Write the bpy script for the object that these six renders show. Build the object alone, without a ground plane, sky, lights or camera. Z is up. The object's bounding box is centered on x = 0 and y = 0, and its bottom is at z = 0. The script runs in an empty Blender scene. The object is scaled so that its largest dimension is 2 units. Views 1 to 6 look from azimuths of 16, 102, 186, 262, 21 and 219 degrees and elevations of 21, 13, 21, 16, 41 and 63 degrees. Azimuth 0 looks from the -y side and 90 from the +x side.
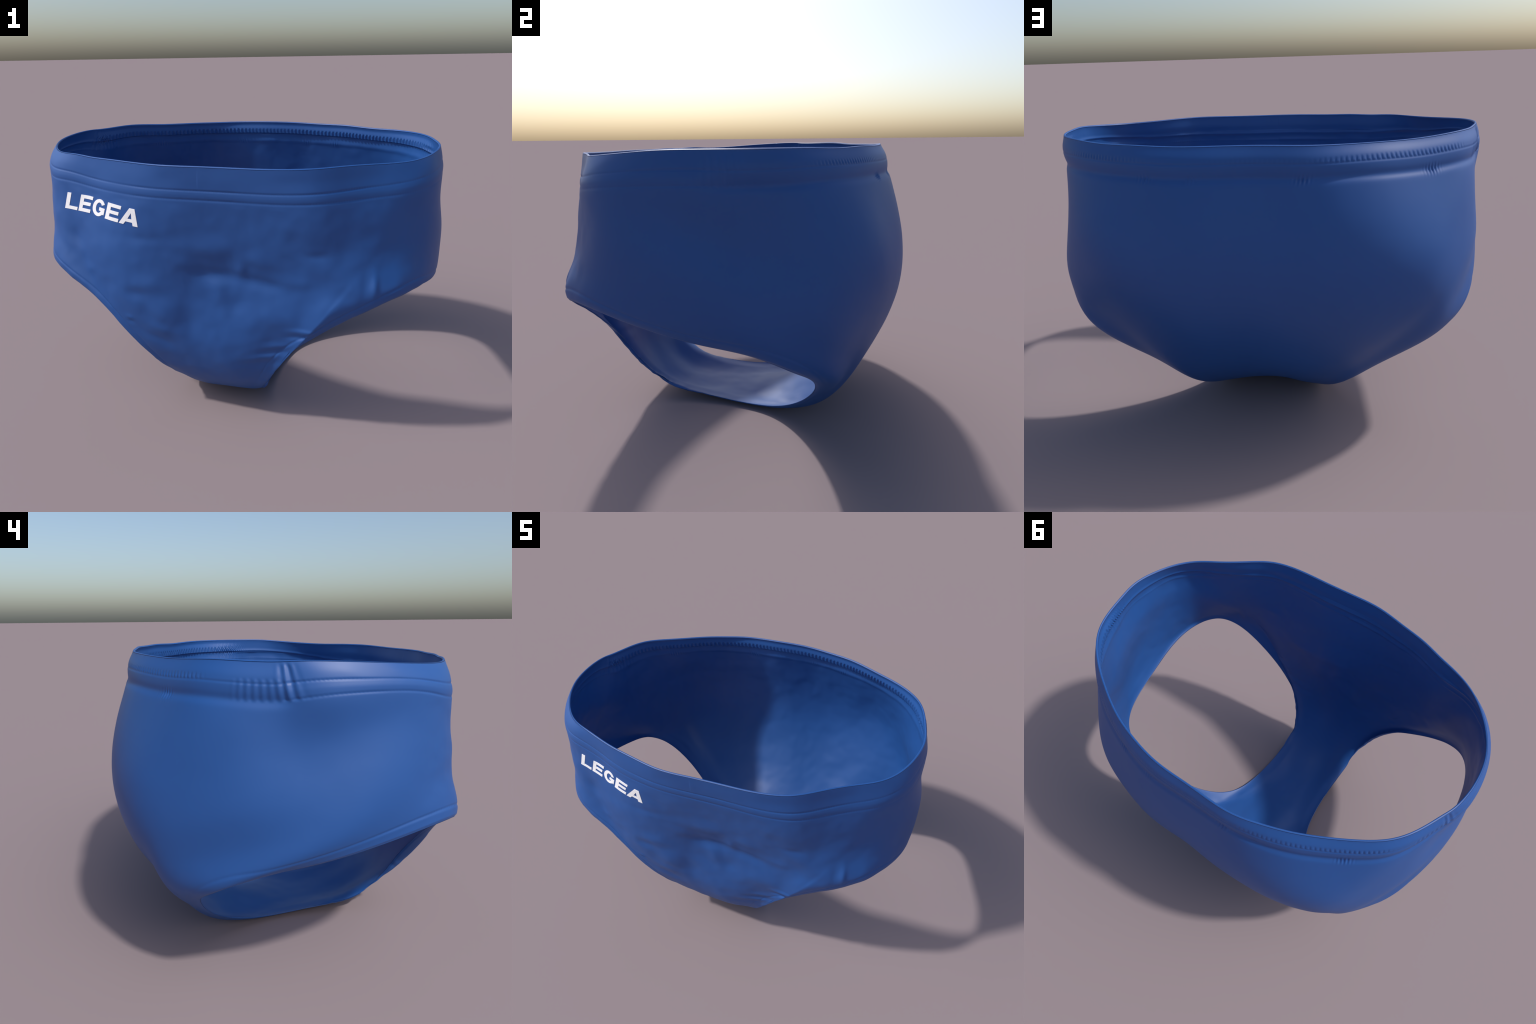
"""Blue swim briefs: one cloth surface lofted through horizontal cross-section
loops (waist rim -> band seam -> hips -> seat -> leg opening / crotch seam),
smoothed, thickened, and given a gathered waistband, stitched leg hems,
wrinkles and white printed letters."""
import bpy, math
import numpy as np
from mathutils import Vector, kdtree, noise
from mathutils.bvhtree import BVHTree

# ------------------------------------------------------------------ loops ---
# Every loop has 32 stations, counted from the middle of the front (-y) over
# the wearer's left hip (+x), the middle of the back (station 16) and the
# other hip (-x).  x, y, z in metres.
waist_rim = [
    (0.011, -0.694, 1.259), (0.168, -0.688, 1.257), (0.320, -0.688, 1.257), (0.480, -0.661, 1.261),
    (0.590, -0.573, 1.263), (0.706, -0.492, 1.259), (0.821, -0.431, 1.259), (0.906, -0.315, 1.267),
    (0.961, -0.129, 1.282), (0.940, -0.005, 1.284), (0.903, 0.217, 1.282), (0.759, 0.355, 1.285),
    (0.614, 0.445, 1.277), (0.458, 0.527, 1.285), (0.305, 0.569, 1.281), (0.149, 0.600, 1.286),
    (-0.037, 0.591, 1.288), (-0.220, 0.599, 1.283), (-0.363, 0.554, 1.281), (-0.494, 0.508, 1.281),
    (-0.658, 0.418, 1.278), (-0.813, 0.322, 1.290), (-0.882, 0.195, 1.283), (-0.917, 0.101, 1.282),
    (-0.950, 0.039, 1.289), (-0.965, -0.234, 1.277), (-0.791, -0.488, 1.255), (-0.638, -0.558, 1.268),
    (-0.534, -0.593, 1.258), (-0.425, -0.637, 1.263), (-0.290, -0.665, 1.258), (-0.140, -0.704, 1.258),
]
band_seam = [
    (0.000, -0.686, 1.020), (0.161, -0.676, 1.017), (0.331, -0.689, 1.026), (0.509, -0.686, 1.050),
    (0.620, -0.603, 1.085), (0.735, -0.520, 1.132), (0.857, -0.460, 1.165), (0.952, -0.340, 1.194),
    (0.975, -0.157, 1.188), (0.986, 0.002, 1.168), (0.895, 0.222, 1.108), (0.802, 0.405, 1.097),
    (0.628, 0.543, 1.085), (0.490, 0.602, 1.053), (0.327, 0.668, 1.035), (0.179, 0.690, 1.033),
    (0.015, 0.670, 1.032), (-0.155, 0.660, 1.028), (-0.338, 0.680, 1.048), (-0.525, 0.621, 1.059),
    (-0.695, 0.488, 1.082), (-0.841, 0.382, 1.122), (-0.907, 0.214, 1.133), (-0.938, 0.092, 1.151),
    (-1.016, -0.016, 1.189), (-0.962, -0.310, 1.229), (-0.828, -0.521, 1.194), (-0.697, -0.564, 1.163),
    (-0.570, -0.577, 1.102), (-0.450, -0.643, 1.064), (-0.307, -0.682, 1.040), (-0.157, -0.687, 1.029),
]
upper_hip = [
    (-0.005, -0.613, 0.762), (0.152, -0.613, 0.759), (0.315, -0.629, 0.777), (0.479, -0.646, 0.819),
    (0.612, -0.633, 0.898), (0.720, -0.550, 0.991), (0.828, -0.467, 1.048), (0.949, -0.349, 1.088),
    (0.965, -0.174, 1.077), (0.961, 0.013, 1.034), (0.881, 0.224, 0.939), (0.842, 0.436, 0.897),
    (0.662, 0.635, 0.871), (0.504, 0.694, 0.795), (0.335, 0.730, 0.742), (0.189, 0.736, 0.733),
    (0.041, 0.722, 0.736), (-0.115, 0.739, 0.745), (-0.308, 0.726, 0.757), (-0.546, 0.705, 0.790),
    (-0.719, 0.600, 0.880), (-0.823, 0.424, 0.924), (-0.937, 0.238, 0.967), (-0.935, 0.059, 1.012),
    (-0.980, -0.112, 1.092), (-0.932, -0.360, 1.144), (-0.806, -0.523, 1.097), (-0.691, -0.558, 1.021),
    (-0.582, -0.602, 0.920), (-0.457, -0.660, 0.837), (-0.304, -0.684, 0.791), (-0.156, -0.659, 0.769),
]
hip = [
    (-0.000, -0.649, 0.476), (0.131, -0.664, 0.479), (0.262, -0.640, 0.510), (0.413, -0.632, 0.576),
    (0.564, -0.677, 0.718), (0.673, -0.619, 0.867), (0.782, -0.505, 0.933), (0.948, -0.378, 0.968),
    (0.998, -0.184, 0.952), (0.998, 0.039, 0.900), (0.916, 0.257, 0.792), (0.889, 0.461, 0.711),
    (0.642, 0.587, 0.641), (0.440, 0.606, 0.507), (0.286, 0.621, 0.425), (0.159, 0.601, 0.416),
    (0.028, 0.597, 0.418), (-0.113, 0.617, 0.420), (-0.272, 0.618, 0.428), (-0.488, 0.608, 0.494),
    (-0.678, 0.628, 0.645), (-0.802, 0.512, 0.731), (-0.948, 0.275, 0.798), (-0.989, 0.026, 0.880),
    (-0.998, -0.203, 0.979), (-0.914, -0.398, 1.031), (-0.805, -0.558, 0.984), (-0.673, -0.565, 0.869),
    (-0.559, -0.633, 0.718), (-0.423, -0.671, 0.589), (-0.262, -0.671, 0.517), (-0.130, -0.663, 0.484),
]
seat = [
    (0.002, -0.618, 0.209), (0.099, -0.629, 0.214), (0.198, -0.611, 0.253), (0.320, -0.607, 0.359),
    (0.478, -0.657, 0.563), (0.619, -0.678, 0.763), (0.760, -0.576, 0.849), (0.940, -0.409, 0.849),
    (0.999, -0.180, 0.819), (1.006, 0.062, 0.775), (0.929, 0.284, 0.677), (0.838, 0.468, 0.550),
    (0.551, 0.522, 0.455), (0.370, 0.507, 0.232), (0.218, 0.421, 0.145), (0.110, 0.393, 0.143),
    (0.004, 0.391, 0.151), (-0.108, 0.396, 0.152), (-0.218, 0.418, 0.140), (-0.400, 0.426, 0.254),
    (-0.600, 0.501, 0.474), (-0.765, 0.570, 0.567), (-0.900, 0.287, 0.661), (-1.010, 0.026, 0.749),
    (-1.012, -0.207, 0.838), (-0.920, -0.404, 0.906), (-0.800, -0.561, 0.875), (-0.645, -0.594, 0.736),
    (-0.493, -0.654, 0.534), (-0.340, -0.644, 0.368), (-0.198, -0.619, 0.256), (-0.098, -0.611, 0.216),
]
lower_seat = [
    (0.001, -0.441, 0.044), (0.076, -0.445, 0.047), (0.157, -0.475, 0.043), (0.236, -0.586, 0.177),
    (0.386, -0.632, 0.434), (0.569, -0.669, 0.659), (0.787, -0.627, 0.786), (0.976, -0.415, 0.747),
    (1.006, -0.137, 0.702), (0.987, 0.102, 0.674), (0.923, 0.314, 0.592), (0.788, 0.491, 0.427),
    (0.492, 0.460, 0.302), (0.311, 0.356, 0.039), (0.164, 0.135, -0.022), (0.080, 0.109, 0.001),
    (-0.004, 0.109, 0.018), (-0.082, 0.102, 0.015), (-0.165, 0.134, -0.041), (-0.322, 0.347, 0.019),
    (-0.550, 0.429, 0.307), (-0.774, 0.499, 0.452), (-0.931, 0.315, 0.568), (-0.999, 0.085, 0.650),
    (-1.006, -0.133, 0.723), (-0.951, -0.374, 0.793), (-0.835, -0.599, 0.805), (-0.610, -0.635, 0.633),
    (-0.397, -0.666, 0.398), (-0.241, -0.586, 0.201), (-0.151, -0.469, 0.061), (-0.076, -0.454, 0.028),
]
leg_edge = [
    (0.001, -0.201, -0.006), (0.103, -0.203, -0.007), (0.201, -0.218, 0.027), (0.194, -0.474, 0.064),
    (0.287, -0.608, 0.331), (0.525, -0.623, 0.557), (0.854, -0.606, 0.758), (0.972, -0.311, 0.718),
    (0.965, -0.035, 0.631), (0.939, 0.166, 0.606), (0.906, 0.342, 0.526), (0.729, 0.394, 0.416),
    (0.466, 0.349, 0.210), (0.243, 0.152, -0.004), (0.201, -0.218, 0.027), (0.103, -0.203, -0.007),
    (0.001, -0.201, -0.006), (-0.103, -0.216, -0.012), (-0.228, -0.221, 0.030), (-0.264, 0.135, -0.001),
    (-0.498, 0.332, 0.194), (-0.735, 0.380, 0.417), (-0.906, 0.344, 0.519), (-0.931, 0.160, 0.595),
    (-0.976, -0.025, 0.635), (-0.970, -0.283, 0.708), (-0.877, -0.599, 0.763), (-0.526, -0.624, 0.560),
    (-0.293, -0.592, 0.337), (-0.233, -0.479, 0.066), (-0.228, -0.221, 0.030), (-0.103, -0.216, -0.012),
]

STATIONS = 32
LOOPS = [np.array(l, float).reshape(-1, 3) for l in
         (waist_rim, band_seam, upper_hip, hip, seat, lower_seat, leg_edge)]
ROWS = len(LOOPS)
CROTCH = 2              # stations either side of the middle that meet in the crotch seam


# ------------------------------------------------- smooth surface (C-Clark) ---
def control_cage():
    ids = np.zeros((STATIONS + 1, ROWS), int)
    pts = []
    for c in range(STATIONS):
        for j in range(ROWS):
            if j == ROWS - 1 and 16 - CROTCH <= c <= 16 + CROTCH:
                continue
            ids[c, j] = len(pts)
            pts.append(LOOPS[j][c])
    for c in range(16 - CROTCH, 17 + CROTCH):          # back meets front in the crotch
        ids[c, ROWS - 1] = ids[(16 - c) % STATIONS, ROWS - 1]
    ids[STATIONS] = ids[0]
    faces, param = [], []
    for c in range(STATIONS):
        for j in range(ROWS - 1):
            q = [(c, j), (c, j + 1), (c + 1, j + 1), (c + 1, j)]
            faces.append([ids[a] for a in q])
            param.append(q)
    return np.array(faces), np.array(param, float), np.array(pts)


def catmull_clark(F, P, V):
    nv, nf = len(V), len(F)
    E = np.sort(np.stack([F, np.roll(F, -1, 1)], -1).reshape(-1, 2), 1)
    U, inv, cnt = np.unique(E, axis=0, return_inverse=True, return_counts=True)
    inv = inv.reshape(nf, 4)
    inner = cnt == 2
    fp = V[F].mean(1)
    mid = (V[U[:, 0]] + V[U[:, 1]]) / 2
    acc = np.zeros((len(U), 3))
    np.add.at(acc, inv.ravel(), np.repeat(fp, 4, 0))
    ep = mid.copy()
    ep[inner] = (mid[inner] * 2 + acc[inner]) / 4
    val = np.zeros(nv)
    np.add.at(val, F.ravel(), 1)
    Q = np.zeros((nv, 3))
    np.add.at(Q, F.ravel(), np.repeat(fp, 4, 0))
    S, sc, B = np.zeros((nv, 3)), np.zeros(nv), np.zeros((nv, 3))
    for k in (0, 1):
        np.add.at(S, U[:, k], mid)
        np.add.at(sc, U[:, k], 1)
        np.add.at(B, U[~inner][:, k], mid[~inner])
    n = val[:, None]
    vp = (Q / n + 2 * S / sc[:, None] + (n - 3) * V) / n
    edge = np.zeros(nv, bool)
    edge[U[~inner].ravel()] = True
    vp[edge] = (B[edge] / 2 + V[edge]) / 2
    V2 = np.concatenate([vp, ep, fp])
    fi = nv + len(U) + np.arange(nf)
    Pc = P.mean(1)
    F2, P2 = [], []
    for k in range(4):
        a, b = (k - 1) % 4, (k + 1) % 4
        F2.append(np.stack([F[:, k], nv + inv[:, k], fi, nv + inv[:, a]], 1))
        P2.append(np.stack([P[:, k], (P[:, k] + P[:, b]) / 2, Pc, (P[:, k] + P[:, a]) / 2], 1))
    return np.concatenate(F2), np.concatenate(P2), V2


LEVEL = 4
F, P, V = control_cage()
for _ in range(LEVEL):
    F, P, V = catmull_clark(F, P, V)
K = 2 ** LEVEL
gi = np.rint(P * K).astype(int)
coarse = np.zeros((STATIONS * K + 1, (ROWS - 1) * K + 1, 3))
coarse[gi[..., 0], gi[..., 1]] = V[F]
coarse[-1] = coarse[0]
coarse = coarse[:-1]                       # (512, 97, 3) grid: station x row

# ------------------------------------------- resample: fine and even columns ---
UP = 4                                     # columns between coarse columns


def cubic_columns(G, up):
    n = len(G)
    out = np.zeros((n * up,) + G.shape[1:])
    for k in range(up):
        t = k / up
        w = (-.5*t + t*t - .5*t**3, 1 - 2.5*t*t + 1.5*t**3, .5*t + 2*t*t - 1.5*t**3, -.5*t*t + .5*t**3)
        out[k::up] = sum(wi * np.roll(G, 1 - i, 0) for i, wi in enumerate(w))
    return out


grid = cubic_columns(coarse, UP)
NC = len(grid)
BAND_LEN, BAND_ROWS, BODY_ROWS = 0.165, 60, 110
seg = np.linalg.norm(np.diff(grid, axis=1), axis=2)
arc = np.concatenate([np.zeros((NC, 1)), np.cumsum(seg, 1)], 1)
NR = BAND_ROWS + BODY_ROWS + 1
S = np.zeros((NC, NR, 3))
down = np.zeros((NC, NR))                  # distance below the rim
for c in range(NC):
    L = arc[c, -1]
    t = np.linspace(0, 1, BODY_ROWS + 1)[1:]
    d = np.concatenate([np.linspace(0, BAND_LEN, BAND_ROWS + 1), BAND_LEN + (L - BAND_LEN) * t])
    down[c] = d
    for k in range(3):
        S[c, :, k] = np.interp(d, arc[c], grid[c, :, k])
# crotch seam columns share their last point
q = K * UP
for c in range(-CROTCH * q, CROTCH * q + 1):
    b = 16 * q - c
    m = (S[c % NC, -1] + S[b, -1]) / 2
    S[c % NC, -1] = m
    S[b, -1] = m

station = np.arange(NC) / q                # 0..32
# global vertex ids of the outer sheet, crotch seam merged
ids = np.arange(NC * NR).reshape(NC, NR)
for c in range(-CROTCH * q, CROTCH * q + 1):
    ids[16 * q - c, -1] = ids[c % NC, -1]
quads = np.stack([ids[:, :-1], ids[:, 1:], np.roll(ids, -1, 0)[:, 1:], np.roll(ids, -1, 0)[:, :-1]], -1)


def sheet_normals(pts):
    X = pts.reshape(-1, 3)
    f = quads.reshape(-1, 4)
    fn = np.cross(X[f[:, 2]] - X[f[:, 0]], X[f[:, 3]] - X[f[:, 1]])
    n = np.zeros_like(X)
    for k in range(4):
        for a in range(3):
            n[:, a] += np.bincount(f[:, k], fn[:, a], len(X))
    n /= np.maximum(np.linalg.norm(n, axis=1), 1e-12)[:, None]
    n = n.reshape(NC, NR, 3)
    for c in range(-CROTCH * q, CROTCH * q + 1):
        n[16 * q - c, -1] = n[c % NC, -1]
    return n


# ------------------------------------------------------ distance to leg edge ---
leg_cols = {"left": np.arange(CROTCH * q, (16 - CROTCH) * q + 1),
            "right": np.arange((16 + CROTCH) * q, (32 - CROTCH) * q + 1)}
leg_dist = np.full((NC, NR), 9.0)
leg_side = np.zeros((NC, NR), int)
leg_pos = np.zeros((NC, NR))               # arc position along the edge
for si, (name, cols) in enumerate(leg_cols.items()):
    pts = S[cols, -1]
    run = np.concatenate([[0], np.cumsum(np.linalg.norm(np.diff(pts, axis=0), axis=1))])
    kd = kdtree.KDTree(len(pts))
    for i, p in enumerate(pts):
        kd.insert(p, i)
    kd.balance()
    for r in range(BAND_ROWS, NR):
        for c in range(NC):
            x = S[c, r, 0]
            if (x > -0.05) != (si == 0) and abs(x) > 0.05:
                continue
            _, i, d = kd.find(S[c, r])
            if d < leg_dist[c, r]:
                leg_dist[c, r] = d
                leg_side[c, r] = si
                leg_pos[c, r] = run[i]
for c in range(-CROTCH * q, CROTCH * q + 1):
    for A in (leg_dist, leg_pos, leg_side):
        A[16 * q - c, -1] = A[c % NC, -1]

# ------------------------------------------------------------------- relief ---
def smooth(a, b, x):
    t = np.clip((x - a) / (b - a), 0, 1)
    return t * t * (3 - 2 * t)


def bell(x, w):
    return np.exp(-(x / w) ** 2)


def wander(x, seed, octaves=3):
    """smooth 1-D noise of an array, about -1..1"""
    rng = np.random.default_rng(seed)
    out = np.zeros_like(x, float)
    for o in range(octaves):
        tab = rng.uniform(-1, 1, 4096)
        y = x * 2 ** o + 100.0
        i = np.floor(y).astype(int)
        t = y - i
        t = t * t * (3 - 2 * t)
        out += (tab[i % 4096] * (1 - t) + tab[(i + 1) % 4096] * t) / 2 ** o
    return out


st = station[:, None] * np.ones((1, NR))
rim_run = np.concatenate([[0], np.cumsum(np.linalg.norm(np.diff(S[:, 0], axis=0), axis=1))])[:, None] * np.ones((1, NR))
front = 0.5 + 0.5 * np.cos(2 * np.pi * st / 32)              # 1 front, 0 back
back = smooth(8.9, 9.7, st) * (1 - smooth(22.8, 23.4, st))   # elastic, gathered part of the band
gathered = smooth(10.8, 11.6, st) * (1 - smooth(20.7, 21.3, st))

line_a = 0.064 + 0.034 * smooth(0.45, 1.0, front)            # upper stitch line below the rim
line_b = 0.115 + 0.022 * smooth(0.45, 1.0, front)            # lower edge of the band

stitch = 0.88 + 0.12 * np.sin(rim_run * 2 * np.pi / 0.0115)
phase = rim_run * 2 * np.pi / 0.0185 + 3.0 * wander(rim_run * 2.3, 6)
gather_size = np.clip(0.85 + 0.35 * wander(rim_run * 3.1, 5), 0.2, 1.3) * gathered * (0.12 + 0.55 * (1 - smooth(12.6, 13.8, st)) + 0.9 * smooth(17.0, 18.2, st))

relief = np.zeros((NC, NR))
# front: two fine stitched grooves, the tape between them slightly full
fr = 1 - back
groove_amp = np.clip(0.75 + 0.45 * wander(rim_run * 4, 8), 0.2, 1.4)
relief += fr * groove_amp * stitch * (-0.0026 * bell(down - line_a, 0.0042) - 0.0022 * bell(down - line_b, 0.0050))
relief += fr * 0.0012 * bell(down - (line_a + line_b) / 2, 0.013)
relief += 0.0020 * fr * wander(rim_run * 5, 9) * bell(down - line_a * 0.55, 0.030)
# back: the elastic swells out to its stitch line, turns in below it and
# ends in a crease where the seat begins
relief += back * (0.0085 * smooth(-0.005, 0.050, down) * (1 - smooth(line_a - 0.002, line_b + 0.004, down)) - 0.0050 * bell(down - line_b - 0.004, 0.016))
dimple = np.clip(np.sin(phase), -0.35, 1.0)
relief += -0.0030 * gather_size * dimple * smooth(0.040, 0.058, down) * (1 - smooth(0.060, 0.067, down))
relief += -0.0016 * bell(down - line_a - 0.003, 0.004) * back
# pinches just under the elastic
for where, size in ((13.5, 0.7), (14.7, 0.4), (17.1, 1.0), (20.1, 0.9)):
    relief += size * 0.0030 * np.sin(rim_run * 2 * np.pi / 0.0150) * bell(st - where, 0.17) * bell(down - line_b - 0.008, 0.016)
# crumpled end of the elastic on the hip, small puckers behind it
band_only = (1 - smooth(line_b - 0.004, line_b + 0.010, down))
relief += 0.0026 * np.sin(rim_run * 2 * np.pi / 0.024) * bell(st - 23.2, 0.24) * band_only * smooth(0.0, 0.02, down)
relief += 0.0011 * np.sin(rim_run * 2 * np.pi / 0.021) * smooth(21.6, 22.0, st) * (1 - smooth(22.9, 23.3, st)) * band_only * smooth(0.048, 0.062, down)
relief += 0.0016 * np.sin(rim_run * 2 * np.pi / 0.024) * bell(st - 9.4, 0.35) * band_only * smooth(0.010, 0.040, down)

# leg hems
hem_w = 0.046
line_clear = smooth(0.08, 0.62, S[..., 2]) + 0.35 * smooth(0.1, 0.3, -S[..., 1]) * smooth(0.15, 0.3, S[..., 2])                 # stitching sinks in and vanishes towards the crotch
hem = 0.0009 * smooth(0.0, 0.012, leg_dist) * (1 - smooth(hem_w - 0.012, hem_w, leg_dist)) * line_clear
hem += -0.0017 * bell(leg_dist - hem_w, 0.0042) * (0.85 + 0.15 * np.sin(leg_pos * 2 * np.pi / 0.012)) * line_clear
hem += -0.0040 * (1 - smooth(0.0, 0.016, leg_dist)) ** 2
relief += hem
# the slack front part of each leg edge ripples a little
ripple = (1 - smooth(0.0, 0.045, leg_dist)) * smooth(0.15, 0.35, -S[..., 1]) * (1 - smooth(0.25, 0.42, S[..., 2]))
relief += 0.0035 * ripple * wander(leg_pos / 0.028, 41, 2)

# creases, dents and bulges of the slack front panel: (x, z, half length,
# half height, tilt in degrees, height in metres), seen from the front
FRONT_FOLDS = [
    (0.04, 0.905, 0.140, 0.055, 0, 0.011),     # soft overhang across the belly
    (0.25, 0.865, 0.090, 0.045, -10, 0.007),
    (0.04, 0.775, 0.120, 0.034, -4, -0.011),   # hollow under it
    (0.26, 0.755, 0.090, 0.030, -8, -0.011),
    (0.165, 0.815, 0.028, 0.050, 10, 0.006),
    (0.06, 0.700, 0.040, 0.080, 16, 0.009),    # upright roll below
    (0.14, 0.630, 0.050, 0.060, 25, -0.006),
    (0.33, 0.600, 0.130, 0.080, 14, 0.012),    # pouch
    (0.02, 0.480, 0.050, 0.110, 5, 0.005),
    (-0.20, 0.570, 0.070, 0.060, 0, 0.008),
    (-0.085, 0.540, 0.045, 0.065, 0, -0.009),
    (-0.335, 0.655, 0.055, 0.028, 0, -0.006),
    (-0.28, 0.705, 0.070, 0.035, 0, 0.005),
    (-0.39, 0.500, 0.018, 0.010, 0, -0.004),
    (-0.385, 0.520, 0.020, 0.010, 0, 0.004),
    (-0.27, 0.930, 0.070, 0.020, 0, -0.004),
    (-0.67, 0.880, 0.050, 0.050, 0, -0.006),
    (-0.50, 0.850, 0.090, 0.080, 0, 0.006),
    (-0.59, 0.735, 0.030, 0.026, 0, 0.004),
    (0.49, 0.905, 0.045, 0.018, 0, -0.005),
    (0.52, 0.845, 0.070, 0.045, 0, 0.006),
    (0.40, 0.965, 0.030, 0.030, 0, -0.003),
    (0.42, 0.775, 0.040, 0.028, 0, 0.004),
    (0.728, 0.780, 0.015, 0.045, 4, 0.007),    # upright pleat above the hem
    (0.692, 0.780, 0.022, 0.055, 4, -0.005),
    (0.60, 0.735, 0.070, 0.035, 10, -0.005),
    (0.43, 0.548, 0.055, 0.011, 5, 0.005),     # puckers running into the hem
    (0.42, 0.516, 0.060, 0.011, 10, -0.005),
    (0.32, 0.452, 0.070, 0.015, 12, 0.004),
    (0.31, 0.415, 0.080, 0.014, 10, -0.004),
    (0.25, 0.380, 0.070, 0.015, 12, 0.004),
    (0.24, 0.340, 0.080, 0.018, 10, -0.004),
    (-0.25, 0.420, 0.090, 0.025, -20, -0.005),
    (-0.22, 0.480, 0.080, 0.025, -15, 0.004),
    (-0.10, 0.800, 0.080, 0.060, 0, 0.005),
]
facing_front = smooth(0.30, 0.50, -S[..., 1]) * smooth(0.0, 0.03, down - line_b)
folds = np.zeros_like(relief)
for fx, fz, fl, fh, tilt, amp in FRONT_FOLDS:
    a = math.radians(tilt)
    ux = (S[..., 0] - fx) * math.cos(a) + (S[..., 2] - fz) * math.sin(a)
    uz = -(S[..., 0] - fx) * math.sin(a) + (S[..., 2] - fz) * math.cos(a)
    folds += amp * np.exp(-(ux / fl) ** 2 - (uz / fh) ** 2)
relief += folds * facing_front
# irregular small lumps over the front, much fainter elsewhere
lumps = np.zeros_like(relief)
for r in range(BAND_ROWS // 2, NR):
    for c in range(0, NC, 4):
        x, y, z = S[c, r]
        lumps[c, r] = noise.noise((x * 9, y * 9, z * 9)) + 0.5 * noise.noise((x * 19 + 7, y * 19, z * 19))
for k in (1, 2, 3):
    lumps[k::4] = lumps[0::4] * (1 - k / 4) + np.roll(lumps[0::4], -1, 0) * (k / 4)
for c in range(-CROTCH * q, CROTCH * q + 1):
    lumps[16 * q - c, -1] = lumps[c % NC, -1]
relief += lumps * (0.0004 + 0.0026 * facing_front) * smooth(0.0, 0.05, down - line_b)

N0 = sheet_normals(S)
outer = S + N0 * relief[..., None]

# inner sheet: cloth thickness, doubled in band and hems
thick = 0.0085 + 0.0070 * smooth(0.0, 0.060, np.minimum(leg_dist, down)) + 0.0030 * lumps * smooth(0.0, 0.06, np.minimum(leg_dist, down))
ledge = 0.0080 * (1 - smooth(0.066, 0.071, down)) * smooth(0.012, 0.042, down) * back
ledge += 0.0036 * np.sin(rim_run * 2 * np.pi / 0.0235 + 3.0 * wander(rim_run * 2.3, 16)) * back * np.clip(0.7 + 0.5 * wander(rim_run * 2.7, 25), 0.1, 1.2) * smooth(0.036, 0.046, down) * (1 - smooth(0.064, 0.070, down))
for where in (9.5, 22.7):          # zigzag ends of the elastic
    ledge += 0.0035 * np.sin(rim_run * 2 * np.pi / 0.014 + 2.0 * np.sin(down * 2 * np.pi / 0.03)) * bell(st - where, 0.40) * bell(down - 0.058, 0.026)
ledge += fr * (0.0035 * bell(down - line_a, 0.010) + 0.0035 * bell(down - line_b, 0.010) * (0.6 + 0.6 * wander(rim_run * 3, 31)))
inner = S + N0 * ((relief - hem) * 0.55 - thick - ledge)[..., None]
# ---------------------------------------------------------------- mesh data ---
n_sheet = NC * NR
verts = [outer.reshape(-1, 3), inner.reshape(-1, 3)]
total = 2 * n_sheet
faces, group = [], []
G_BAND, G_FRONT, G_BACK, G_HEM_L, G_HEM_R = range(5)


def cell(A):
    return (A[:, :-1] + A[:, 1:] + np.roll(A, -1, 0)[:, 1:] + np.roll(A, -1, 0)[:, :-1]) / 4


st_c = st[:, :-1]
d_c, l_c, h_c, side_c = cell(down), cell(line_b), cell(leg_dist), leg_side[:, :-1]
g = np.where((st_c < 8) | (st_c >= 24), G_FRONT, G_BACK)
g = np.where(h_c < hem_w, np.where(side_c == 0, G_HEM_L, G_HEM_R), g)
g = np.where(d_c < l_c, G_BAND, g)
g = g.ravel()
qo = quads.reshape(-1, 4)
faces += [qo, qo[:, ::-1] + n_sheet]
group += [g, g]


def rolled_edge(out_ids, in_ids, out_pts, in_pts, tangent, label):
    """half-round lip joining the outer and the inner sheet"""
    global total
    rings = [out_ids]
    mid, half = (out_pts + in_pts) / 2, (out_pts - in_pts) / 2
    r = np.linalg.norm(half, axis=1)[:, None]
    for a in (45, 90, 135):
        a = math.radians(a)
        verts.append(mid + half * math.cos(a) + tangent * r * math.sin(a))
        rings.append(np.arange(total, total + len(mid)))
        total += len(mid)
    rings.append(in_ids)
    for a, b in zip(rings[:-1], rings[1:]):
        f = np.stack([np.roll(a, -1), a, b, np.roll(b, -1)], 1)
        faces.append(f[:, ::-1] if label != G_BAND else f)
        group.append(np.full(len(f), label))


def unit(x):
    return x / np.maximum(np.linalg.norm(x, axis=1), 1e-9)[:, None]


rolled_edge(ids[:, 0], ids[:, 0] + n_sheet, outer[:, 0], inner[:, 0], unit(S[:, 0] - S[:, 1]), G_BAND)


def around(x, n):
    """circular moving average along a closed loop"""
    return sum(np.roll(x, k, 0) for k in range(-n, n + 1)) / (2 * n + 1)


for (name, cols), label in zip(leg_cols.items(), (G_HEM_L, G_HEM_R)):
    cols = cols[:-1]                               # first and last station coincide
    along = around(np.roll(S[cols, -1], -2, 0) - np.roll(S[cols, -1], 2, 0), 6)
    t = unit(np.cross(unit(around(N0[cols, -1], 10)), unit(along)))
    inward = np.sum(t * (S[cols, -1] - S[cols, -6]), 1).mean()
    t = t if inward > 0 else -t
    rolled_edge(ids[cols, -1], ids[cols, -1] + n_sheet, outer[cols, -1], inner[cols, -1], t, label)

verts = np.concatenate(verts)
faces = np.concatenate(faces)
group = np.concatenate(group)
verts[:, 2] -= verts[np.unique(faces), 2].min()
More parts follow.
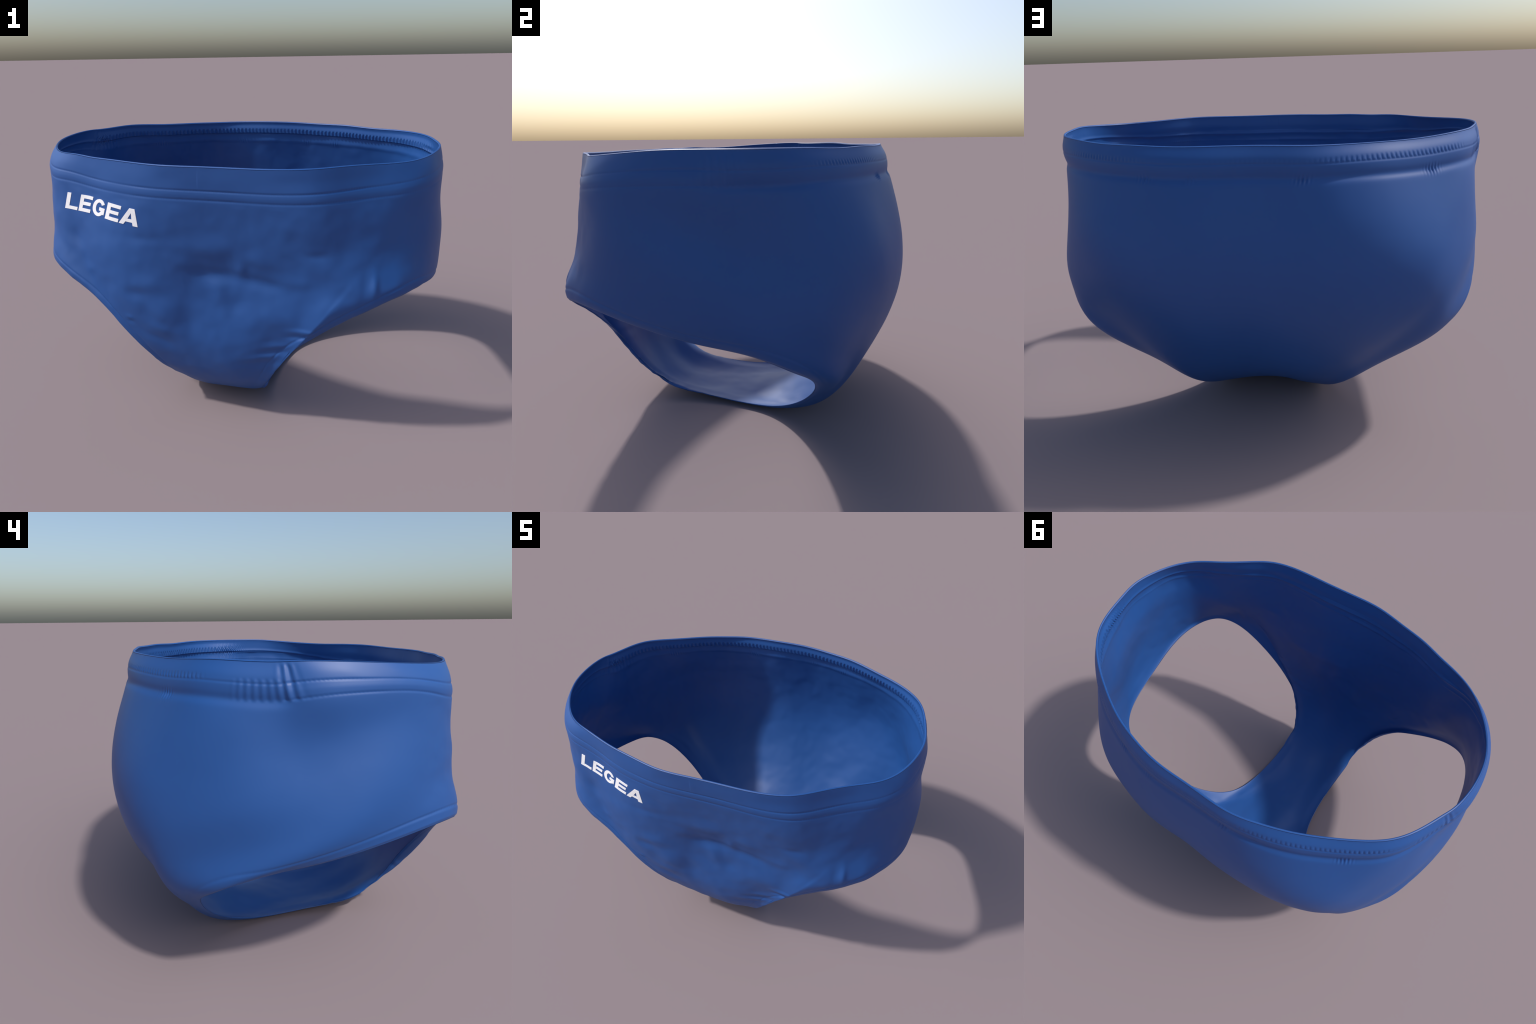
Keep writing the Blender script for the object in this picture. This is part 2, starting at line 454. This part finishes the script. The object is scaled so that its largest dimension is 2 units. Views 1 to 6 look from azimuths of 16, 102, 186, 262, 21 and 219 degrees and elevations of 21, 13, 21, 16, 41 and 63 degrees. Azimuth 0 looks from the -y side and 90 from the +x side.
# normals of the whole cloth
fn = np.cross(verts[faces[:, 2]] - verts[faces[:, 0]], verts[faces[:, 3]] - verts[faces[:, 1]])
vn = np.zeros_like(verts)
for k in range(4):
    for a in range(3):
        vn[:, a] += np.bincount(faces[:, k], fn[:, a], len(verts))
vn /= np.maximum(np.linalg.norm(vn, axis=1), 1e-12)[:, None]


# ---------------------------------------------------------------- materials ---
def fabric_material():
    m = bpy.data.materials.new("blue_stretch_fabric")
    m.use_nodes = True
    nt = m.node_tree
    b = nt.nodes["Principled BSDF"]
    co = nt.nodes.new("ShaderNodeTexCoord")
    big = nt.nodes.new("ShaderNodeTexNoise")
    big.inputs["Scale"].default_value = 3.0
    big.inputs["Detail"].default_value = 3.0
    ramp = nt.nodes.new("ShaderNodeValToRGB")
    ramp.color_ramp.elements[0].position = 0.3
    ramp.color_ramp.elements[0].color = FABRIC_DARK
    ramp.color_ramp.elements[1].position = 0.7
    ramp.color_ramp.elements[1].color = FABRIC_LIGHT
    fine = nt.nodes.new("ShaderNodeTexNoise")
    fine.inputs["Scale"].default_value = 260.0
    fine.inputs["Detail"].default_value = 2.0
    bump = nt.nodes.new("ShaderNodeBump")
    bump.inputs["Strength"].default_value = 0.04
    bump.inputs["Distance"].default_value = 0.002
    nt.links.new(co.outputs["Object"], big.inputs["Vector"])
    nt.links.new(co.outputs["Object"], fine.inputs["Vector"])
    nt.links.new(big.outputs["Fac"], ramp.inputs["Fac"])
    nt.links.new(ramp.outputs["Color"], b.inputs["Base Color"])
    nt.links.new(fine.outputs["Fac"], bump.inputs["Height"])
    nt.links.new(bump.outputs["Normal"], b.inputs["Normal"])
    b.inputs["Roughness"].default_value = 0.5
    b.inputs["Specular IOR Level"].default_value = 0.5
    return m


FABRIC_DARK = (0.0112, 0.0715, 0.266, 1)
FABRIC_LIGHT = (0.0125, 0.0775, 0.284, 1)
fabric = fabric_material()

# ------------------------------------------------------------------ objects ---
scene = bpy.context.scene
briefs = bpy.data.objects.new("swim_briefs", None)
briefs["label"] = "royal blue swim briefs with gathered waistband and white lettering"
briefs["category"] = "swimwear"
scene.collection.objects.link(briefs)


def build_mesh(name, v, f, normals, material):
    me = bpy.data.meshes.new(name)
    me.vertices.add(len(v))
    me.vertices.foreach_set("co", v.astype(np.float32).ravel())
    n = f.shape[1]
    me.loops.add(f.size)
    me.loops.foreach_set("vertex_index", f.astype(np.int32).ravel())
    me.polygons.add(len(f))
    me.polygons.foreach_set("loop_start", np.arange(0, f.size, n, dtype=np.int32))
    me.polygons.foreach_set("use_smooth", np.ones(len(f), bool))
    me.update(calc_edges=True)
    me.materials.append(material)
    if normals is not None:
        me.normals_split_custom_set_from_vertices(normals.astype(np.float32))
    ob = bpy.data.objects.new(name, me)
    ob.parent = briefs
    scene.collection.objects.link(ob)
    return ob


for label, name in ((G_BAND, "waistband"), (G_FRONT, "front_panel"), (G_BACK, "back_panel"),
                    (G_HEM_L, "leg_hem"), (G_HEM_R, "leg_hem")):
    f = faces[group == label]
    used, local = np.unique(f, return_inverse=True)
    build_mesh(name, verts[used], local.reshape(f.shape), vn[used], fabric)

# ---------------------------------------------------------------- lettering ---
def g_outline():
    arc = lambda rx, ry, a0, a1: [(0.46 + rx * math.cos(math.radians(a)), 0.5 + ry * math.sin(math.radians(a)))
                                  for a in np.linspace(a0, a1, 28)]
    return [arc(0.48, 0.52, 33, 318) + [(0.92, 0.14), (0.92, 0.54), (0.50, 0.54), (0.50, 0.34), (0.66, 0.34)]
            + arc(0.23, 0.32, 318, 33)]


E_SHAPE = [[(0, 0), (1, 0), (1, .205), (.29, .205), (.29, .405), (.92, .405), (.92, .60), (.29, .60),
            (.29, .80), (1, .80), (1, 1), (0, 1)]]
GLYPHS = [  # outline loops in a unit-high box, left end and width on the cloth (x, metres)
    ([[(0, 0), (1, 0), (1, .20), (.31, .20), (.31, 1), (0, 1)]], -0.732, 0.080),
    (E_SHAPE, -0.643, 0.076),
    (g_outline(), -0.556, 0.081),
    (E_SHAPE, -0.470, 0.078),
    ([[(0, 0), (.25, 0), (.33, .19), (.68, .19), (.75, 0), (1, 0), (.64, 1), (.37, 1)],
      [(.40, .37), (.505, .74), (.61, .37)]], -0.386, 0.100),
]
CAP_HEIGHT, SLANT = 0.079, 0.030
white = bpy.data.materials.new("white_print")
white.use_nodes = True
wb = white.node_tree.nodes["Principled BSDF"]
wn = white.node_tree.nodes.new("ShaderNodeTexNoise")
wn.inputs["Scale"].default_value = 90.0
wc = white.node_tree.nodes.new("ShaderNodeTexCoord")
wr = white.node_tree.nodes.new("ShaderNodeValToRGB")
wr.color_ramp.elements[0].color = (0.78, 0.79, 0.83, 1)
wr.color_ramp.elements[1].color = (0.93, 0.93, 0.94, 1)
white.node_tree.links.new(wc.outputs["Object"], wn.inputs["Vector"])
white.node_tree.links.new(wn.outputs["Fac"], wr.inputs["Fac"])
white.node_tree.links.new(wr.outputs["Color"], wb.inputs["Base Color"])
wb.inputs["Roughness"].default_value = 0.55

import bmesh
sel = (group == G_FRONT) | (group == G_BAND)
ff = faces[sel]
near = (verts[ff][:, :, 1].max(1) < -0.35) & (verts[ff][:, :, 0].max(1) < -0.1)
ff = ff[near]
used, local = np.unique(ff, return_inverse=True)
cloth = BVHTree.FromPolygons([tuple(p) for p in verts[used]], [tuple(q) for q in local.reshape(ff.shape)])
for loops, left, width in GLYPHS:
    cu = bpy.data.curves.new("outline", "CURVE")
    cu.dimensions = '2D'
    cu.fill_mode = 'BOTH'
    for lp in loops:
        sp = cu.splines.new('POLY')
        sp.points.add(len(lp) - 1)
        for p, (a, b) in zip(sp.points, lp):
            p.co = (left + a * width + b * SLANT, b * CAP_HEIGHT, 0, 1)
        sp.use_cyclic_u = True
    tmp = bpy.data.objects.new("outline", cu)
    scene.collection.objects.link(tmp)
    me = bpy.data.meshes.new_from_object(tmp.evaluated_get(bpy.context.evaluated_depsgraph_get()))
    bpy.data.objects.remove(tmp)
    bpy.data.curves.remove(cu)
    bm = bmesh.new()
    bm.from_mesh(me)
    bmesh.ops.remove_doubles(bm, verts=bm.verts, dist=1e-5)
    for _ in range(5):
        bmesh.ops.triangulate(bm, faces=bm.faces)
        long = [e for e in bm.edges if e.calc_length() > 0.007]
        if not long:
            break
        bmesh.ops.subdivide_edges(bm, edges=long, cuts=1)
    bmesh.ops.triangulate(bm, faces=bm.faces)
    ext = bmesh.ops.extrude_face_region(bm, geom=bm.faces[:])
    raised = {v for v in ext["geom"] if isinstance(v, bmesh.types.BMVert)}
    for v in bm.verts:
        x, h = v.co.x, v.co.y
        base_z = np.interp(x, [-0.732, -0.56, -0.47, -0.285], [1.005, 1.004, 0.996, 0.981])
        hit, n, _, _ = cloth.ray_cast(Vector((x, -2, base_z + h)), Vector((0, 1, 0)))
        if n.y > 0:
            n = -n
        v.co = hit + n * (0.0016 if v in raised else -0.0012)
    bmesh.ops.recalc_face_normals(bm, faces=bm.faces)
    bm.to_mesh(me)
    bm.free()
    me.name = "printed_letter"
    me.materials.append(white)
    ob = bpy.data.objects.new("printed_letter", me)
    ob.parent = briefs
    scene.collection.objects.link(ob)
